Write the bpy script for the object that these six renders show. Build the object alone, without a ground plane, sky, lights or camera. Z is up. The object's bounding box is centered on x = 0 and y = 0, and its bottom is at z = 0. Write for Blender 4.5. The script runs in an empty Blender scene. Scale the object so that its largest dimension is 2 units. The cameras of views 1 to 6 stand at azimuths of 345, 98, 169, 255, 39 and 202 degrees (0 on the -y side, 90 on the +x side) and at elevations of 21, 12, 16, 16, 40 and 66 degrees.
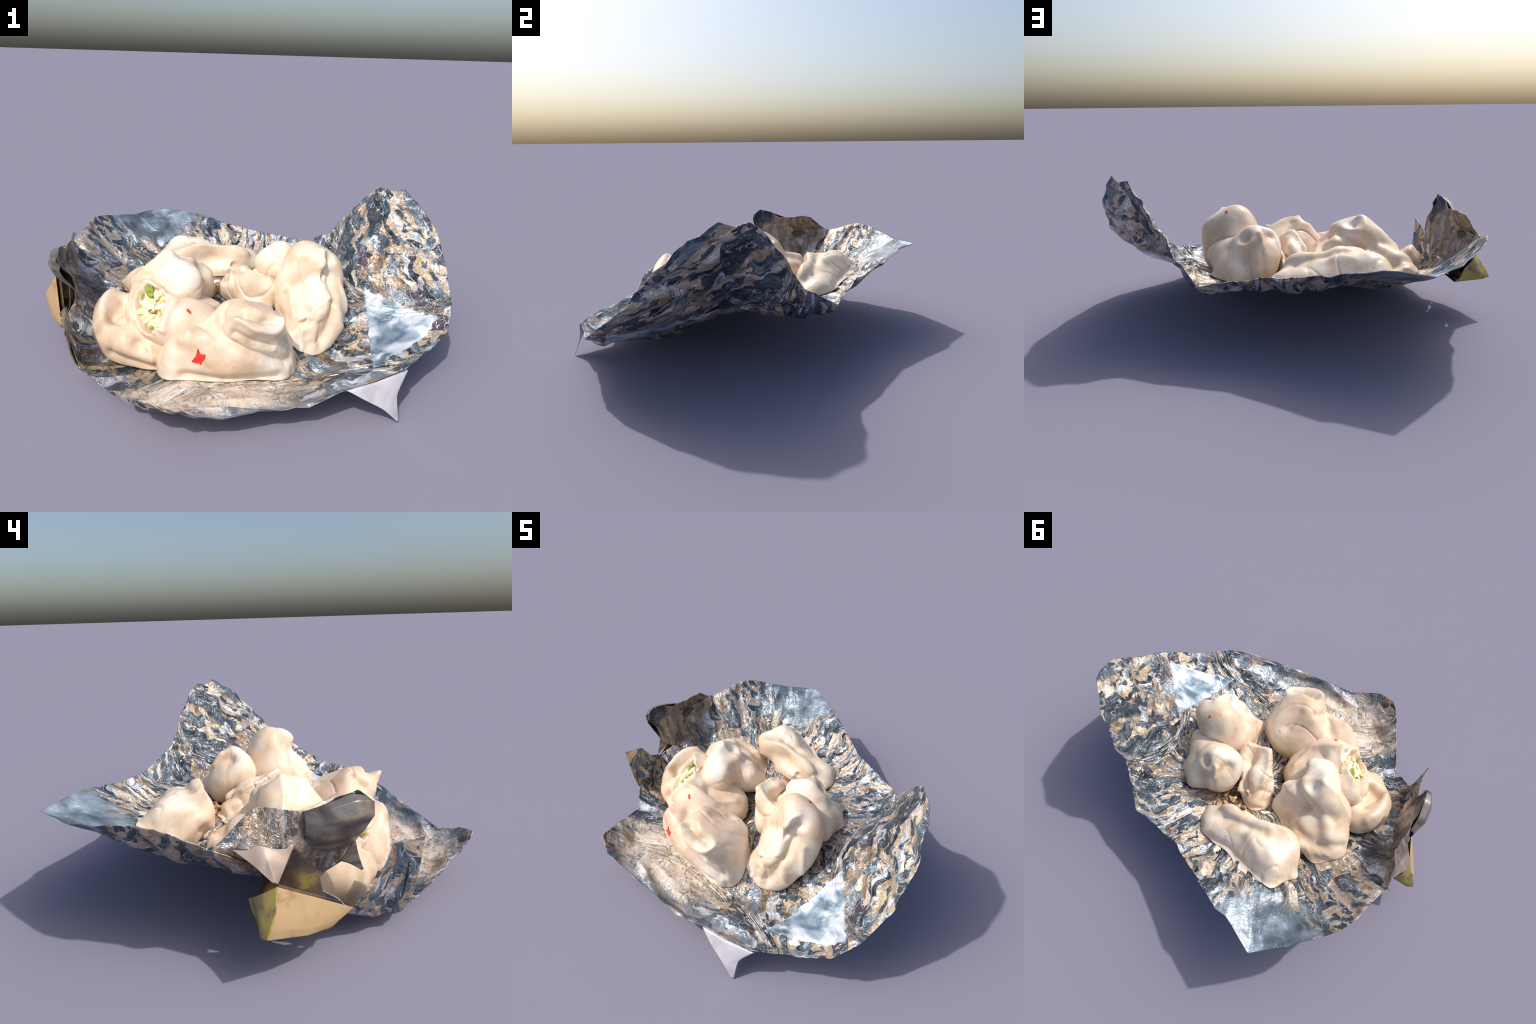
# Boiled dumplings resting in an opened, crumpled sheet of kitchen foil.
import bpy, bmesh, math, random
import numpy as np
from mathutils import Vector, noise as mnoise

random.seed(11)
rng = np.random.default_rng(11)

# ------------------------------------------------------------------ helpers
def thin_plate(points, stiffness=0.0):
    """Smooth height function z(x, y) through a handful of control points."""
    P = np.array(points, float)
    n = len(P)
    d = np.linalg.norm(P[:, None, :2] - P[None, :, :2], axis=2)
    K = np.where(d > 0, d * d * np.log(np.maximum(d, 1e-9)), 0.0) + stiffness * np.eye(n)
    A = np.zeros((n + 3, n + 3))
    A[:n, :n] = K
    A[:n, n] = 1
    A[:n, n + 1:] = P[:, :2]
    A[n:, :n] = A[:n, n:].T
    w = np.linalg.solve(A, np.r_[P[:, 2], 0, 0, 0])
    def f(x, y):
        x = np.asarray(x, float); y = np.asarray(y, float)
        out = w[n] + w[n + 1] * x + w[n + 2] * y
        for i in range(n):
            r2 = (x - P[i, 0]) ** 2 + (y - P[i, 1]) ** 2
            out = out + w[i] * 0.5 * r2 * np.log(np.maximum(r2, 1e-12))
        return out
    return f

def resample(poly, count, closed):
    """Even arc-length samples of a polyline whose rows may carry extra columns."""
    P = np.array(poly, float)
    if closed:
        P = np.vstack([P, P[:1]])
    seg = np.linalg.norm(np.diff(P[:, :3], axis=0), axis=1)
    s = np.r_[0, np.cumsum(seg)]
    t = np.linspace(0, s[-1], count, endpoint=not closed)
    return np.stack([np.interp(t, s, P[:, k]) for k in range(P.shape[1])], axis=1)

def smooth_loop(A, times):
    for _ in range(times):
        A = 0.5 * A + 0.25 * (np.roll(A, 1, 0) + np.roll(A, -1, 0))
    return A

def mesh_object(name, verts, faces, mats, parent=None, smooth=True):
    me = bpy.data.meshes.new(name)
    me.from_pydata([tuple(v) for v in verts], [], faces)
    me.validate()
    bm = bmesh.new(); bm.from_mesh(me)
    bmesh.ops.recalc_face_normals(bm, faces=bm.faces)
    bm.to_mesh(me); bm.free()
    for m in (mats if isinstance(mats, (list, tuple)) else [mats]):
        me.materials.append(m)
    if smooth:
        me.polygons.foreach_set("use_smooth", [True] * len(me.polygons))
    ob = bpy.data.objects.new(name, me)
    bpy.context.scene.collection.objects.link(ob)
    if parent:
        ob.parent = parent
    return ob

def solidify(ob, thickness, offset=0.0, inner=0):
    m = ob.modifiers.new("gauge", "SOLIDIFY")
    m.thickness = thickness
    m.offset = offset
    m.material_offset = inner

def crumple(p, fine=1.0):
    """Scalar foil relief at a point: sharp creases plus facets."""
    v = Vector(p)
    warp = mnoise.noise_vector(v * 3.0) * 0.10
    q = v + warp
    dx, dy = p[0] + 0.05, p[1] + 0.05
    r = math.hypot(dx, dy)
    if p[0] > 0.55:                       # east panel: creases run along it
        q = Vector((q.x, q.y * 0.42 - q.z * 0.2, q.z * 1.1))
    elif p[1] < -0.62:                    # front lip: creases follow the edge
        q = Vector((q.x * 0.4, q.y, q.z))
    elif r > 0.3:                         # elsewhere they fan out from the food
        q = Vector((dx / r * 0.8, dy / r * 0.8, r * 0.3)) + warp * 0.6
    ridge = 1.0 - abs(mnoise.noise(q * 5.5)) * 2.2
    ridge2 = 1.0 - abs(mnoise.noise(q * 12.0 + Vector((7, 3, 1)))) * 2.2
    d = mnoise.voronoi(q * 9.0)[0]
    facet = d[1] - d[0]
    return 0.011 * ridge + fine * (0.007 * ridge2 + 0.008 * (0.35 - facet))

# ---------------------------------------------------------------- materials
class Nodes:
    def __init__(self, name):
        self.mat = bpy.data.materials.new(name)
        self.mat.use_nodes = True
        self.t = self.mat.node_tree
        self.t.nodes.clear()
        self.out = self.t.nodes.new("ShaderNodeOutputMaterial")
        self.bsdf = self.t.nodes.new("ShaderNodeBsdfPrincipled")
        self.t.links.new(self.bsdf.outputs[0], self.out.inputs[0])
        self.co = self.t.nodes.new("ShaderNodeTexCoord").outputs["Object"]
    def new(self, kind, **props):
        n = self.t.nodes.new(kind)
        for k, v in props.items():
            setattr(n, k, v)
        return n
    def link(self, a, b):
        self.t.links.new(a, b)
    def mapping(self, scale=(1, 1, 1), rot=(0, 0, 0), loc=(0, 0, 0), src=None):
        n = self.new("ShaderNodeMapping")
        n.inputs["Scale"].default_value = scale
        n.inputs["Rotation"].default_value = rot
        n.inputs["Location"].default_value = loc
        self.link(src or self.co, n.inputs["Vector"])
        return n.outputs[0]
    def noise(self, scale, detail=3, rough=0.5, distort=0.0, vec=None, color=False):
        n = self.new("ShaderNodeTexNoise")
        n.inputs["Scale"].default_value = scale
        n.inputs["Detail"].default_value = detail
        n.inputs["Roughness"].default_value = rough
        n.inputs["Distortion"].default_value = distort
        self.link(vec or self.co, n.inputs["Vector"])
        return n.outputs["Color" if color else "Fac"]
    def ramp(self, fac, stops, interp="LINEAR"):
        n = self.new("ShaderNodeValToRGB")
        n.color_ramp.interpolation = interp
        e = n.color_ramp.elements
        while len(e) > 1:
            e.remove(e[-1])
        for i, (p, c) in enumerate(stops):
            el = e[0] if i == 0 else e.new(p)
            el.position = p
            el.color = (c, c, c, 1) if isinstance(c, (int, float)) else (*c, 1)
        self.link(fac, n.inputs[0])
        return n.outputs[0]
    def mix(self, fac, a, b, mode="MIX"):
        n = self.new("ShaderNodeMix", data_type="RGBA", blend_type=mode)
        for sock, val in ((n.inputs[0], fac), (n.inputs[6], a), (n.inputs[7], b)):
            if isinstance(val, (int, float)):
                sock.default_value = val
            elif isinstance(val, tuple):
                sock.default_value = (*val, 1)
            else:
                self.link(val, sock)
        return n.outputs[2]
    def math(self, op, a, b=None, clamp=False):
        n = self.new("ShaderNodeMath", operation=op, use_clamp=clamp)
        for i, val in enumerate((a, b)):
            if val is None:
                continue
            if isinstance(val, (int, float)):
                n.inputs[i].default_value = val
            else:
                self.link(val, n.inputs[i])
        return n.outputs[0]
    def near(self, centre, radius, soft, stretch=(1, 1, 1)):
        """1 inside a blurred ellipsoid about a place on the object, 0 outside."""
        m = self.new("ShaderNodeVectorMath", operation="SUBTRACT")
        self.link(self.co, m.inputs[0]); m.inputs[1].default_value = centre
        s = self.new("ShaderNodeVectorMath", operation="MULTIPLY")
        self.link(m.outputs[0], s.inputs[0]); s.inputs[1].default_value = stretch
        l = self.new("ShaderNodeVectorMath", operation="LENGTH")
        self.link(s.outputs[0], l.inputs[0])
        r = self.new("ShaderNodeMapRange")
        r.inputs["From Min"].default_value = radius + soft
        r.inputs["From Max"].default_value = radius - soft
        self.link(l.outputs["Value"], r.inputs["Value"])
        return r.outputs[0]
    def bump(self, height, strength, dist=0.01):
        n = self.new("ShaderNodeBump")
        n.inputs["Strength"].default_value = strength
        n.inputs["Distance"].default_value = dist
        self.link(height, n.inputs["Height"])
        self.link(n.outputs[0], self.bsdf.inputs["Normal"])
    def colour(self, c):
        s = self.bsdf.inputs["Base Color"]
        if isinstance(c, tuple):
            s.default_value = (*c, 1)
        else:
            self.link(c, s)
    def set(self, **kw):
        for k, v in kw.items():
            self.bsdf.inputs[k.replace("_", " ")].default_value = v

TAN, PALE = (0.50, 0.375, 0.25), (0.74, 0.62, 0.50)
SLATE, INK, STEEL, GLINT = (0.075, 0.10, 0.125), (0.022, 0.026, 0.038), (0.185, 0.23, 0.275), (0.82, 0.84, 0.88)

def foil_material():
    n = Nodes("crumpled_foil")
    def vec(op, a, b, c=None):
        m = n.new("ShaderNodeVectorMath", operation=op)
        for k, v in enumerate((a, b, c)):
            if v is None:
                continue
            if isinstance(v, tuple):
                m.inputs[k].default_value = v
            else:
                n.link(v, m.inputs[k])
        return m.outputs[0]
    def cells(vector, scale, feature="F1"):
        m = n.new("ShaderNodeTexVoronoi", feature=feature)
        m.inputs["Scale"].default_value = scale
        n.link(vector, m.inputs["Vector"])
        return m
    # wavering coordinates so that no crease is straight
    w1 = vec("SUBTRACT", n.noise(5, 2, 0.5, color=True), (0.5, 0.5, 0.5))
    w2 = vec("SUBTRACT", n.noise(21, 3, 0.6, color=True), (0.5, 0.5, 0.5))
    wob = vec("MULTIPLY_ADD", w1, (0.16, 0.16, 0.16), n.co)
    wob = vec("MULTIPLY_ADD", w2, (0.032, 0.032, 0.032), wob)
    # east panel: creases run along it; front lip: along the edge; elsewhere they fan out from the food
    comb = n.mapping(scale=(1.15, 0.27, 1.2), src=n.mapping(rot=(-0.5, 0, 0), src=wob))
    edge = n.mapping(scale=(0.40, 1.15, 1.0), src=wob)
    unit = n.new("ShaderNodeVectorMath", operation="NORMALIZE")
    n.link(vec("MULTIPLY", wob, (1, 1, 0)), unit.inputs[0])
    fan = vec("MULTIPLY_ADD", wob, (0.42, 0.42, 0.55), unit.outputs[0])
    east = n.near((0.95, -0.1, 0.5), 0.44, 0.03)
    front = n.near((0.0, -0.98, 0.1), 0.40, 0.03, (0.5, 1, 1))
    run = n.mix(front, n.mix(east, fan, comb), edge)
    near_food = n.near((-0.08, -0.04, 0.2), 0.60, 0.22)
    big, small = cells(run, 11.5), cells(run, 25.0)
    pick = n.ramp(n.noise(8, 2, 0.5, vec=wob), [(0.47, 0.0), (0.50, 1.0)])
    rnd = n.mix(pick, big.outputs["Color"], small.outputs["Color"])
    ch = n.new("ShaderNodeSeparateColor"); n.link(rnd, ch.inputs[0])
    shade = n.noise(17, 4, 0.6, 0.8, vec=wob)
    fine = n.noise(38, 4, 0.62, 1.2, vec=wob)
    # cold facets: baked reflections and white glints coloured as steel, slate and ink
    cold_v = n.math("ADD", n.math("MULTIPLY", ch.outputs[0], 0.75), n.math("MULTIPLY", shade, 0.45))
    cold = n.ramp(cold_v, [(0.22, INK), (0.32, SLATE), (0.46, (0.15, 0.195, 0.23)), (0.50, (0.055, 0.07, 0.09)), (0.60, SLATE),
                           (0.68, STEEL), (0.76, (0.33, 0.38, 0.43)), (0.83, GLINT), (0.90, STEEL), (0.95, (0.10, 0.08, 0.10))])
    # warm facets: the dough's reflection painted in as tan base colour
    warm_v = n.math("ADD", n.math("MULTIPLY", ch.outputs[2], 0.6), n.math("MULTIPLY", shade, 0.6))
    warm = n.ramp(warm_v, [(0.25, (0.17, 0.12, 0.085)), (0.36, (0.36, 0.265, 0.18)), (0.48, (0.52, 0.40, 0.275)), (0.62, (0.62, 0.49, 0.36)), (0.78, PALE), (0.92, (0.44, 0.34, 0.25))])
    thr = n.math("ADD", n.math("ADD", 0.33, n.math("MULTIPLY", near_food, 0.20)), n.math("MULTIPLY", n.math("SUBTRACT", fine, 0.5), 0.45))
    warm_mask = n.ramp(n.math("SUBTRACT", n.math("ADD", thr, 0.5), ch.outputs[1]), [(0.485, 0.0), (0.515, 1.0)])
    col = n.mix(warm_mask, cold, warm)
    # crease lines: thin bright and dark lines along facet borders
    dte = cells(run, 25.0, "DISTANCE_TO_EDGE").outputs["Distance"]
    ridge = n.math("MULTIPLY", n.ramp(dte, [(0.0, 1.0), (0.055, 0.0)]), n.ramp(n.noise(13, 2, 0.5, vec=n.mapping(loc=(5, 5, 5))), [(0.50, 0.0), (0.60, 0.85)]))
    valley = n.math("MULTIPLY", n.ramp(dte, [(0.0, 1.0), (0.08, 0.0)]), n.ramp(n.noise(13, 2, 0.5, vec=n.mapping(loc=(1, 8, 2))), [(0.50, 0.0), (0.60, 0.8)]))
    glint = n.ramp(n.noise(42, 3, 0.6, 1.5, vec=wob), [(0.62, 0.0), (0.66, 0.9)])  # scattered foil sparkles, painted near-white
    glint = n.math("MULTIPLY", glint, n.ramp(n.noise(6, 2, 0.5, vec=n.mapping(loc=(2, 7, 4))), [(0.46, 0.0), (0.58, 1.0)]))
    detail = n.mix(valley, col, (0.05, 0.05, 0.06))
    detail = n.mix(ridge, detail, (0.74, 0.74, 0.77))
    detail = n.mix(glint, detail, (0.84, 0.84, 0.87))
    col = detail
    # quiet, blurry blue-grey north panel
    blur = n.ramp(n.noise(7, 3, 0.5, 0.6), [(0.33, (0.10, 0.125, 0.15)), (0.5, (0.22, 0.27, 0.31)), (0.60, (0.38, 0.46, 0.54)), (0.72, (0.50, 0.57, 0.63))])
    north = n.near((-0.36, 0.86, 0.47), 0.30, 0.07)
    col = n.mix(north, col, blur)
    # front lip: long blue-grey streaks along the rim
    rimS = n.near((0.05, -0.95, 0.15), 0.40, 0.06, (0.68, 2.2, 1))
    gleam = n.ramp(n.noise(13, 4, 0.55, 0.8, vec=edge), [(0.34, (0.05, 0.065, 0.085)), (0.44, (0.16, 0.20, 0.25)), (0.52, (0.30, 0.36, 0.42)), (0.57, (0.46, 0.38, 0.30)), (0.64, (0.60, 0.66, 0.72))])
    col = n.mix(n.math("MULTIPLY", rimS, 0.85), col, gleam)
    # smooth south-east facet, its bright mirror reflection put into the colour
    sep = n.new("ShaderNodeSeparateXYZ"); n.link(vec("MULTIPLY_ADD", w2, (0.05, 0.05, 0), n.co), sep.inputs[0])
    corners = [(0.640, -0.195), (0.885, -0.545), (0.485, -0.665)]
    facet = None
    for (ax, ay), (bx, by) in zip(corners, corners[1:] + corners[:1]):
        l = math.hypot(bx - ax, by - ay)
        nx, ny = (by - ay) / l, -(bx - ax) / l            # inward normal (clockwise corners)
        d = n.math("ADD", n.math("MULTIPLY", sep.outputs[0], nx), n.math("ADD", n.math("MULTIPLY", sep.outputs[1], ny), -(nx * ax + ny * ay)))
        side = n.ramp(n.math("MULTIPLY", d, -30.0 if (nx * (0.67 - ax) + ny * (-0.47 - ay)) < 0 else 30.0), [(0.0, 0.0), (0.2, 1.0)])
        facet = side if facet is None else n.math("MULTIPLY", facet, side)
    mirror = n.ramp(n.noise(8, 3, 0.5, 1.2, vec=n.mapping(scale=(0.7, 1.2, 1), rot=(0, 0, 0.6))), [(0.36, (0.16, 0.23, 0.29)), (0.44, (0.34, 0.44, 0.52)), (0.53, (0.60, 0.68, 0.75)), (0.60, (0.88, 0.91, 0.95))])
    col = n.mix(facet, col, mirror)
    # creamy apron in front of the pile
    apron = n.near((-0.26, -0.64, 0.08), 0.24, 0.05, (0.60, 1.45, 1))
    cream = n.ramp(n.noise(9, 4, 0.55, 1.0, vec=edge), [(0.34, (0.40, 0.30, 0.22)), (0.46, (0.66, 0.54, 0.42)), (0.56, (0.78, 0.68, 0.57)), (0.66, (0.84, 0.79, 0.73))])
    col = n.mix(n.math("MULTIPLY", apron, n.ramp(fine, [(0.38, 0.15), (0.52, 0.95)])), col, cream)
    broth = n.near((0.08, 0.20, 0.24), 0.16, 0.05, (1, 1.1, 1))
    mush = n.ramp(n.noise(22, 4, 0.6, 1.2, vec=wob), [(0.34, (0.06, 0.035, 0.02)), (0.46, (0.22, 0.13, 0.07)), (0.58, (0.42, 0.29, 0.18)), (0.68, (0.60, 0.47, 0.34))])
    col = n.mix(n.math("MULTIPLY", broth, 0.85), col, mush)
    # brown wall in the west
    west = n.near((-0.87, 0.04, 0.42), 0.25, 0.06)
    brown = n.ramp(n.noise(12, 5, 0.62, 1.8, vec=n.mapping(scale=(1, 1, 0.45), src=wob)), [(0.34, (0.045, 0.04, 0.045)), (0.43, (0.20, 0.145, 0.105)), (0.52, (0.34, 0.255, 0.17)), (0.58, (0.25, 0.20, 0.17)), (0.63, (0.12, 0.14, 0.17)), (0.70, (0.50, 0.45, 0.40))])
    col = n.mix(n.math("MULTIPLY", west, 0.65), col, brown)
    tip = n.near((-0.865, -0.12, 0.565), 0.075, 0.02, (1, 0.8, 1))
    col = n.mix(tip, col, n.ramp(n.noise(16, 3, 0.5, 1.0), [(0.45, (0.02, 0.026, 0.04)), (0.58, (0.07, 0.09, 0.12)), (0.66, (0.40, 0.44, 0.50))]))
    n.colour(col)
    n.set(Roughness=0.3)
    calm = n.math("SUBTRACT", 1.0, n.math("MULTIPLY", apron, 0.85), clamp=True)
    n.link(n.math("MULTIPLY", calm, 0.5), n.bsdf.inputs["Metallic"])
    def tilt(c, k):
        """Every facet leans its own way."""
        lean = vec("SUBTRACT", c.outputs["Color"], (0.5, 0.5, 0.5))
        arm = vec("SUBTRACT", run, c.outputs["Position"])
        m = n.new("ShaderNodeVectorMath", operation="DOT_PRODUCT")
        n.link(lean, m.inputs[0]); n.link(arm, m.inputs[1])
        return n.math("MULTIPLY", m.outputs["Value"], k)
    h = n.math("ADD", n.math("ADD", tilt(big, 14.0), tilt(small, 14.0)), n.math("MULTIPLY", fine, 0.5))
    h = n.math("MULTIPLY", h, n.math("SUBTRACT", 1.0, n.math("MULTIPLY", facet, 0.8), clamp=True))
    h = n.math("MULTIPLY", h, n.math("SUBTRACT", 1.0, n.math("MULTIPLY", north, 0.6), clamp=True))
    n.bump(h, 0.6, 0.03)
    return n.mat

def dough_material():
    n = Nodes("boiled_dough")
    broad = n.noise(5.5, 3, 0.5, 0.6)
    col = n.ramp(broad, [(0.32, (0.66, 0.495, 0.345)), (0.43, (0.76, 0.61, 0.455)), (0.54, (0.825, 0.705, 0.565)), (0.68, (0.88, 0.80, 0.69))])  # pale end lightened to match the sunlit dough
    mott = n.ramp(n.noise(16, 4, 0.55, 0.3), [(0.34, (0.86, 0.81, 0.72)), (0.5, (0.98, 0.97, 0.95)), (0.66, (1.0, 1.0, 1.0))])
    col = n.mix(0.8, col, mott, "MULTIPLY")
    pink = n.ramp(n.noise(7, 2, 0.5, 0.0, vec=n.mapping(loc=(4, 2, 7))), [(0.50, 0.0), (0.68, 0.6)])
    col = n.mix(pink, col, (0.82, 0.61, 0.47))
    speck = n.ramp(n.noise(46, 2, 0.5, 0, vec=n.mapping(loc=(9, 9, 1))), [(0.745, 0.0), (0.775, 0.8)])
    col = n.mix(speck, col, (0.45, 0.32, 0.16))
    wet = n.ramp(n.noise(120, 2, 0.6), [(0.66, 0.0), (0.73, 0.5)])  # tiny specular highlights dotted into the dough colour
    wet = n.math("MULTIPLY", wet, n.ramp(n.noise(9, 2, 0.5, 0, vec=n.mapping(loc=(1, 5, 3))), [(0.5, 0.0), (0.6, 1.0)]))
    col = n.mix(wet, col, (0.90, 0.85, 0.78))
    n.colour(col)
    n.set(Roughness=0.42, Specular_IOR_Level=0.35, Coat_Weight=0.12, Coat_Roughness=0.22, Subsurface_Weight=0.10, Subsurface_Scale=0.025)
    n.bsdf.inputs["Subsurface Radius"].default_value = (1.0, 0.6, 0.35)
    n.bump(n.noise(48, 5, 0.65), 0.22, 0.005)
    return n.mat

def plain(name, stops, scale=14, rough=0.45, metallic=0.0, stretch=(1, 1, 1), bump=0.1):
    n = Nodes(name)
    f = n.noise(scale, 4, 0.55, 0.6, vec=n.mapping(scale=stretch))
    n.colour(n.ramp(f, stops))
    n.set(Roughness=rough, Metallic=metallic)
    n.bump(f, bump, 0.005)
    return n.mat

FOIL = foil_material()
DOUGH = dough_material()
DARK_FOIL = plain("grey_brown_foil", [(0.33, (0.06, 0.053, 0.05)), (0.46, (0.135, 0.115, 0.098)), (0.56, (0.24, 0.205, 0.175)), (0.64, (0.15, 0.155, 0.165)), (0.72, (0.45, 0.44, 0.45))], 9, 0.32, 0.35, (1, 0.45, 1.6), 0.2)
ROSE_FOIL = plain("rosy_foil", [(0.36, (0.17, 0.125, 0.10)), (0.5, (0.29, 0.22, 0.18)), (0.62, (0.36, 0.285, 0.24)), (0.7, (0.46, 0.43, 0.43))], 8, 0.34, 0.3, (1, 1, 0.5), 0.15)
PAPER = plain("white_backing", [(0.35, (0.50, 0.49, 0.52)), (0.5, (0.62, 0.60, 0.63)), (0.65, (0.68, 0.66, 0.70))], 9, 0.4, 0.1, (1, 0.3, 1))
GOLD = plain("tan_print", [(0.36, (0.33, 0.20, 0.09)), (0.42, (0.42, 0.28, 0.14)), (0.62, (0.46, 0.31, 0.155)), (0.7, (0.38, 0.22, 0.11))], 11, 0.5)
OLIVE = plain("olive_print", [(0.35, (0.10, 0.07, 0.035)), (0.46, (0.34, 0.26, 0.10)), (0.56, (0.44, 0.36, 0.06)), (0.68, (0.30, 0.24, 0.12))], 8, 0.5)
BROWN = plain("brown_lining", [(0.35, (0.025, 0.018, 0.016)), (0.5, (0.06, 0.038, 0.025)), (0.62, (0.12, 0.075, 0.04)), (0.7, (0.24, 0.20, 0.04))], 8, 0.55)
CHILLI = plain("chilli_red", [(0.4, (0.62, 0.02, 0.012)), (0.6, (0.80, 0.05, 0.03))], 30, 0.3)
GREEN = plain("spring_onion_green", [(0.35, (0.17, 0.21, 0.02)), (0.5, (0.28, 0.34, 0.045)), (0.65, (0.42, 0.44, 0.12))], 30, 0.35)
CABBAGE = plain("cooked_cabbage", [(0.35, (0.72, 0.58, 0.26)), (0.5, (0.86, 0.77, 0.44)), (0.65, (0.90, 0.85, 0.66))], 22, 0.35)
FILLING = plain("soft_filling", [(0.33, (0.30, 0.18, 0.06)), (0.42, (0.66, 0.48, 0.18)), (0.54, (0.84, 0.74, 0.46)), (0.66, (0.90, 0.86, 0.72))], 26, 0.4)
MINCE = plain("brown_mince", [(0.35, (0.16, 0.09, 0.025)), (0.5, (0.42, 0.27, 0.08)), (0.65, (0.62, 0.46, 0.2))], 40, 0.45)

# --------------------------------------------------------------- foil sheet
FLOOR = thin_plate([
    (-0.386, -0.568, 0.088), (-0.43, -0.738, 0.105), (-0.325, -0.67, 0.085), (-0.506, -0.627, 0.066),
    (-0.524, -0.545, 0.056), (-0.618, -0.538, 0.085), (0.27, -0.52, 0.035), (0.134, -0.528, 0.045),
    (0.516, -0.647, 0.125), (0.428, -0.342, 0.13), (0.375, -0.41, 0.085),
    (0.437, 0.103, 0.25), (0.177, 0.106, 0.215), (-0.10, 0.155, 0.222), (0.08, 0.50, 0.30), (-0.14, 0.56, 0.345), (-0.39, 0.33, 0.220),
    (-0.28, 0.62, 0.370), (-0.589, 0.124, 0.215), (-0.72, 0.12, 0.22), (-0.60, 0.44, 0.325),
    (-0.50, -0.42, 0.045), (0.0, -0.2, 0.135), (-0.60, -0.28, 0.025), (-0.66, -0.20, 0.045), (-0.55, -0.18, 0.040), (-0.64, -0.36, 0.050),
    (-0.60, 0.0, 0.115), (0.40, 0.29, 0.265), (0.30, 0.43, 0.300), (0.52, 0.30, 0.262), (0.56, 0.24, 0.280), (0.0, -0.74, 0.09), (0.42, -0.72, 0.125), (0.33, -0.66, 0.110), (0.53, -0.19, 0.252), (0.55, -0.30, 0.225), (0.51, -0.02, 0.280), (0.17, -0.42, 0.140)], 0.002)

# rim of the sheet, walked from the north tip over east, south and west:
# x, y, z, foot (fraction of the way out where the wall starts), sag of the wall
RIM = [
    (-0.330, 0.900, 0.470, 0.66, 0.5), (-0.164, 0.788, 0.470, 0.70, 0.5), (-0.100, 0.775, 0.460, 0.72, 0.5),
    (0.062, 0.668, 0.421, 0.78, 0.5), (0.240, 0.544, 0.393, 0.84, 0.5), (0.413, 0.493, 0.362, 0.90, 0.5),
    (0.512, 0.462, 0.344, 0.92, 0.5), (0.553, 0.448, 0.345, 0.90, 0.5), (0.637, 0.304, 0.443, 0.86, 0.5),
    (0.679, 0.254, 0.527, 0.80, 0.5), (0.732, 0.240, 0.585, 0.70, 0.5), (0.770, 0.175, 0.678, 0.68, 0.5),
    (0.817, 0.149, 0.728, 0.65, 0.5), (0.836, 0.098, 0.763, 0.63, 0.5), (0.880, 0.050, 0.752, 0.60, 0.5),
    (0.913, -0.013, 0.779, 0.58, 0.5), (0.960, -0.120, 0.710, 0.56, 0.5), (0.998, -0.244, 0.606, 0.55, 0.5),
    (0.994, -0.372, 0.452, 0.55, 0.5), (0.940, -0.540, 0.320, 0.60, 0.5), (0.864, -0.633, 0.245, 0.66, 0.5),
    (0.741, -0.699, 0.215, 0.72, 0.5), (0.555, -0.817, 0.203, 0.80, 0.5), (0.400, -0.845, 0.185, 0.80, 0.5),
    (0.266, -0.857, 0.172, 0.80, 0.5), (0.095, -0.883, 0.128, 0.82, 0.5), (-0.080, -0.868, 0.132, 0.84, 0.5),
    (-0.275, -0.860, 0.138, 0.86, 0.5), (-0.451, -0.879, 0.192, 0.84, 0.5), (-0.550, -0.835, 0.228, 0.84, 0.5),
    (-0.629, -0.680, 0.158, 0.88, 0.5), (-0.708, -0.470, 0.074, 0.92, 0.5), (-0.805, -0.370, 0.125, 0.90, 0.5),
    (-0.848, -0.337, 0.300, 0.92, 0.9), (-0.852, -0.391, 0.402, 0.92, 0.9), (-0.842, -0.277, 0.377, 0.94, 0.9),
    (-0.875, -0.200, 0.255, 0.93, 0.8), (-0.894, -0.106, 0.192, 0.84, 0.5), (-0.838, 0.003, 0.259, 0.84, 0.7),
    (-0.840, 0.080, 0.300, 0.84, 0.8), (-0.845, 0.200, 0.370, 0.82, 0.8), (-0.850, 0.345, 0.455, 0.78, 0.6),
    (-0.815, 0.413, 0.467, 0.76, 0.5), (-0.742, 0.561, 0.528, 0.72, 0.5), (-0.690, 0.646, 0.513, 0.70, 0.5),
    (-0.504, 0.792, 0.466, 0.66, 0.5)]
HUB = np.array([-0.05, -0.05])

wrapper = bpy.data.objects.new("foil_wrapper", None)
bpy.context.scene.collection.objects.link(wrapper)
wrapper["label"] = "opened crumpled silver foil wrapper with raised ragged sides"
wrapper["category"] = "aluminium foil"

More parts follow.
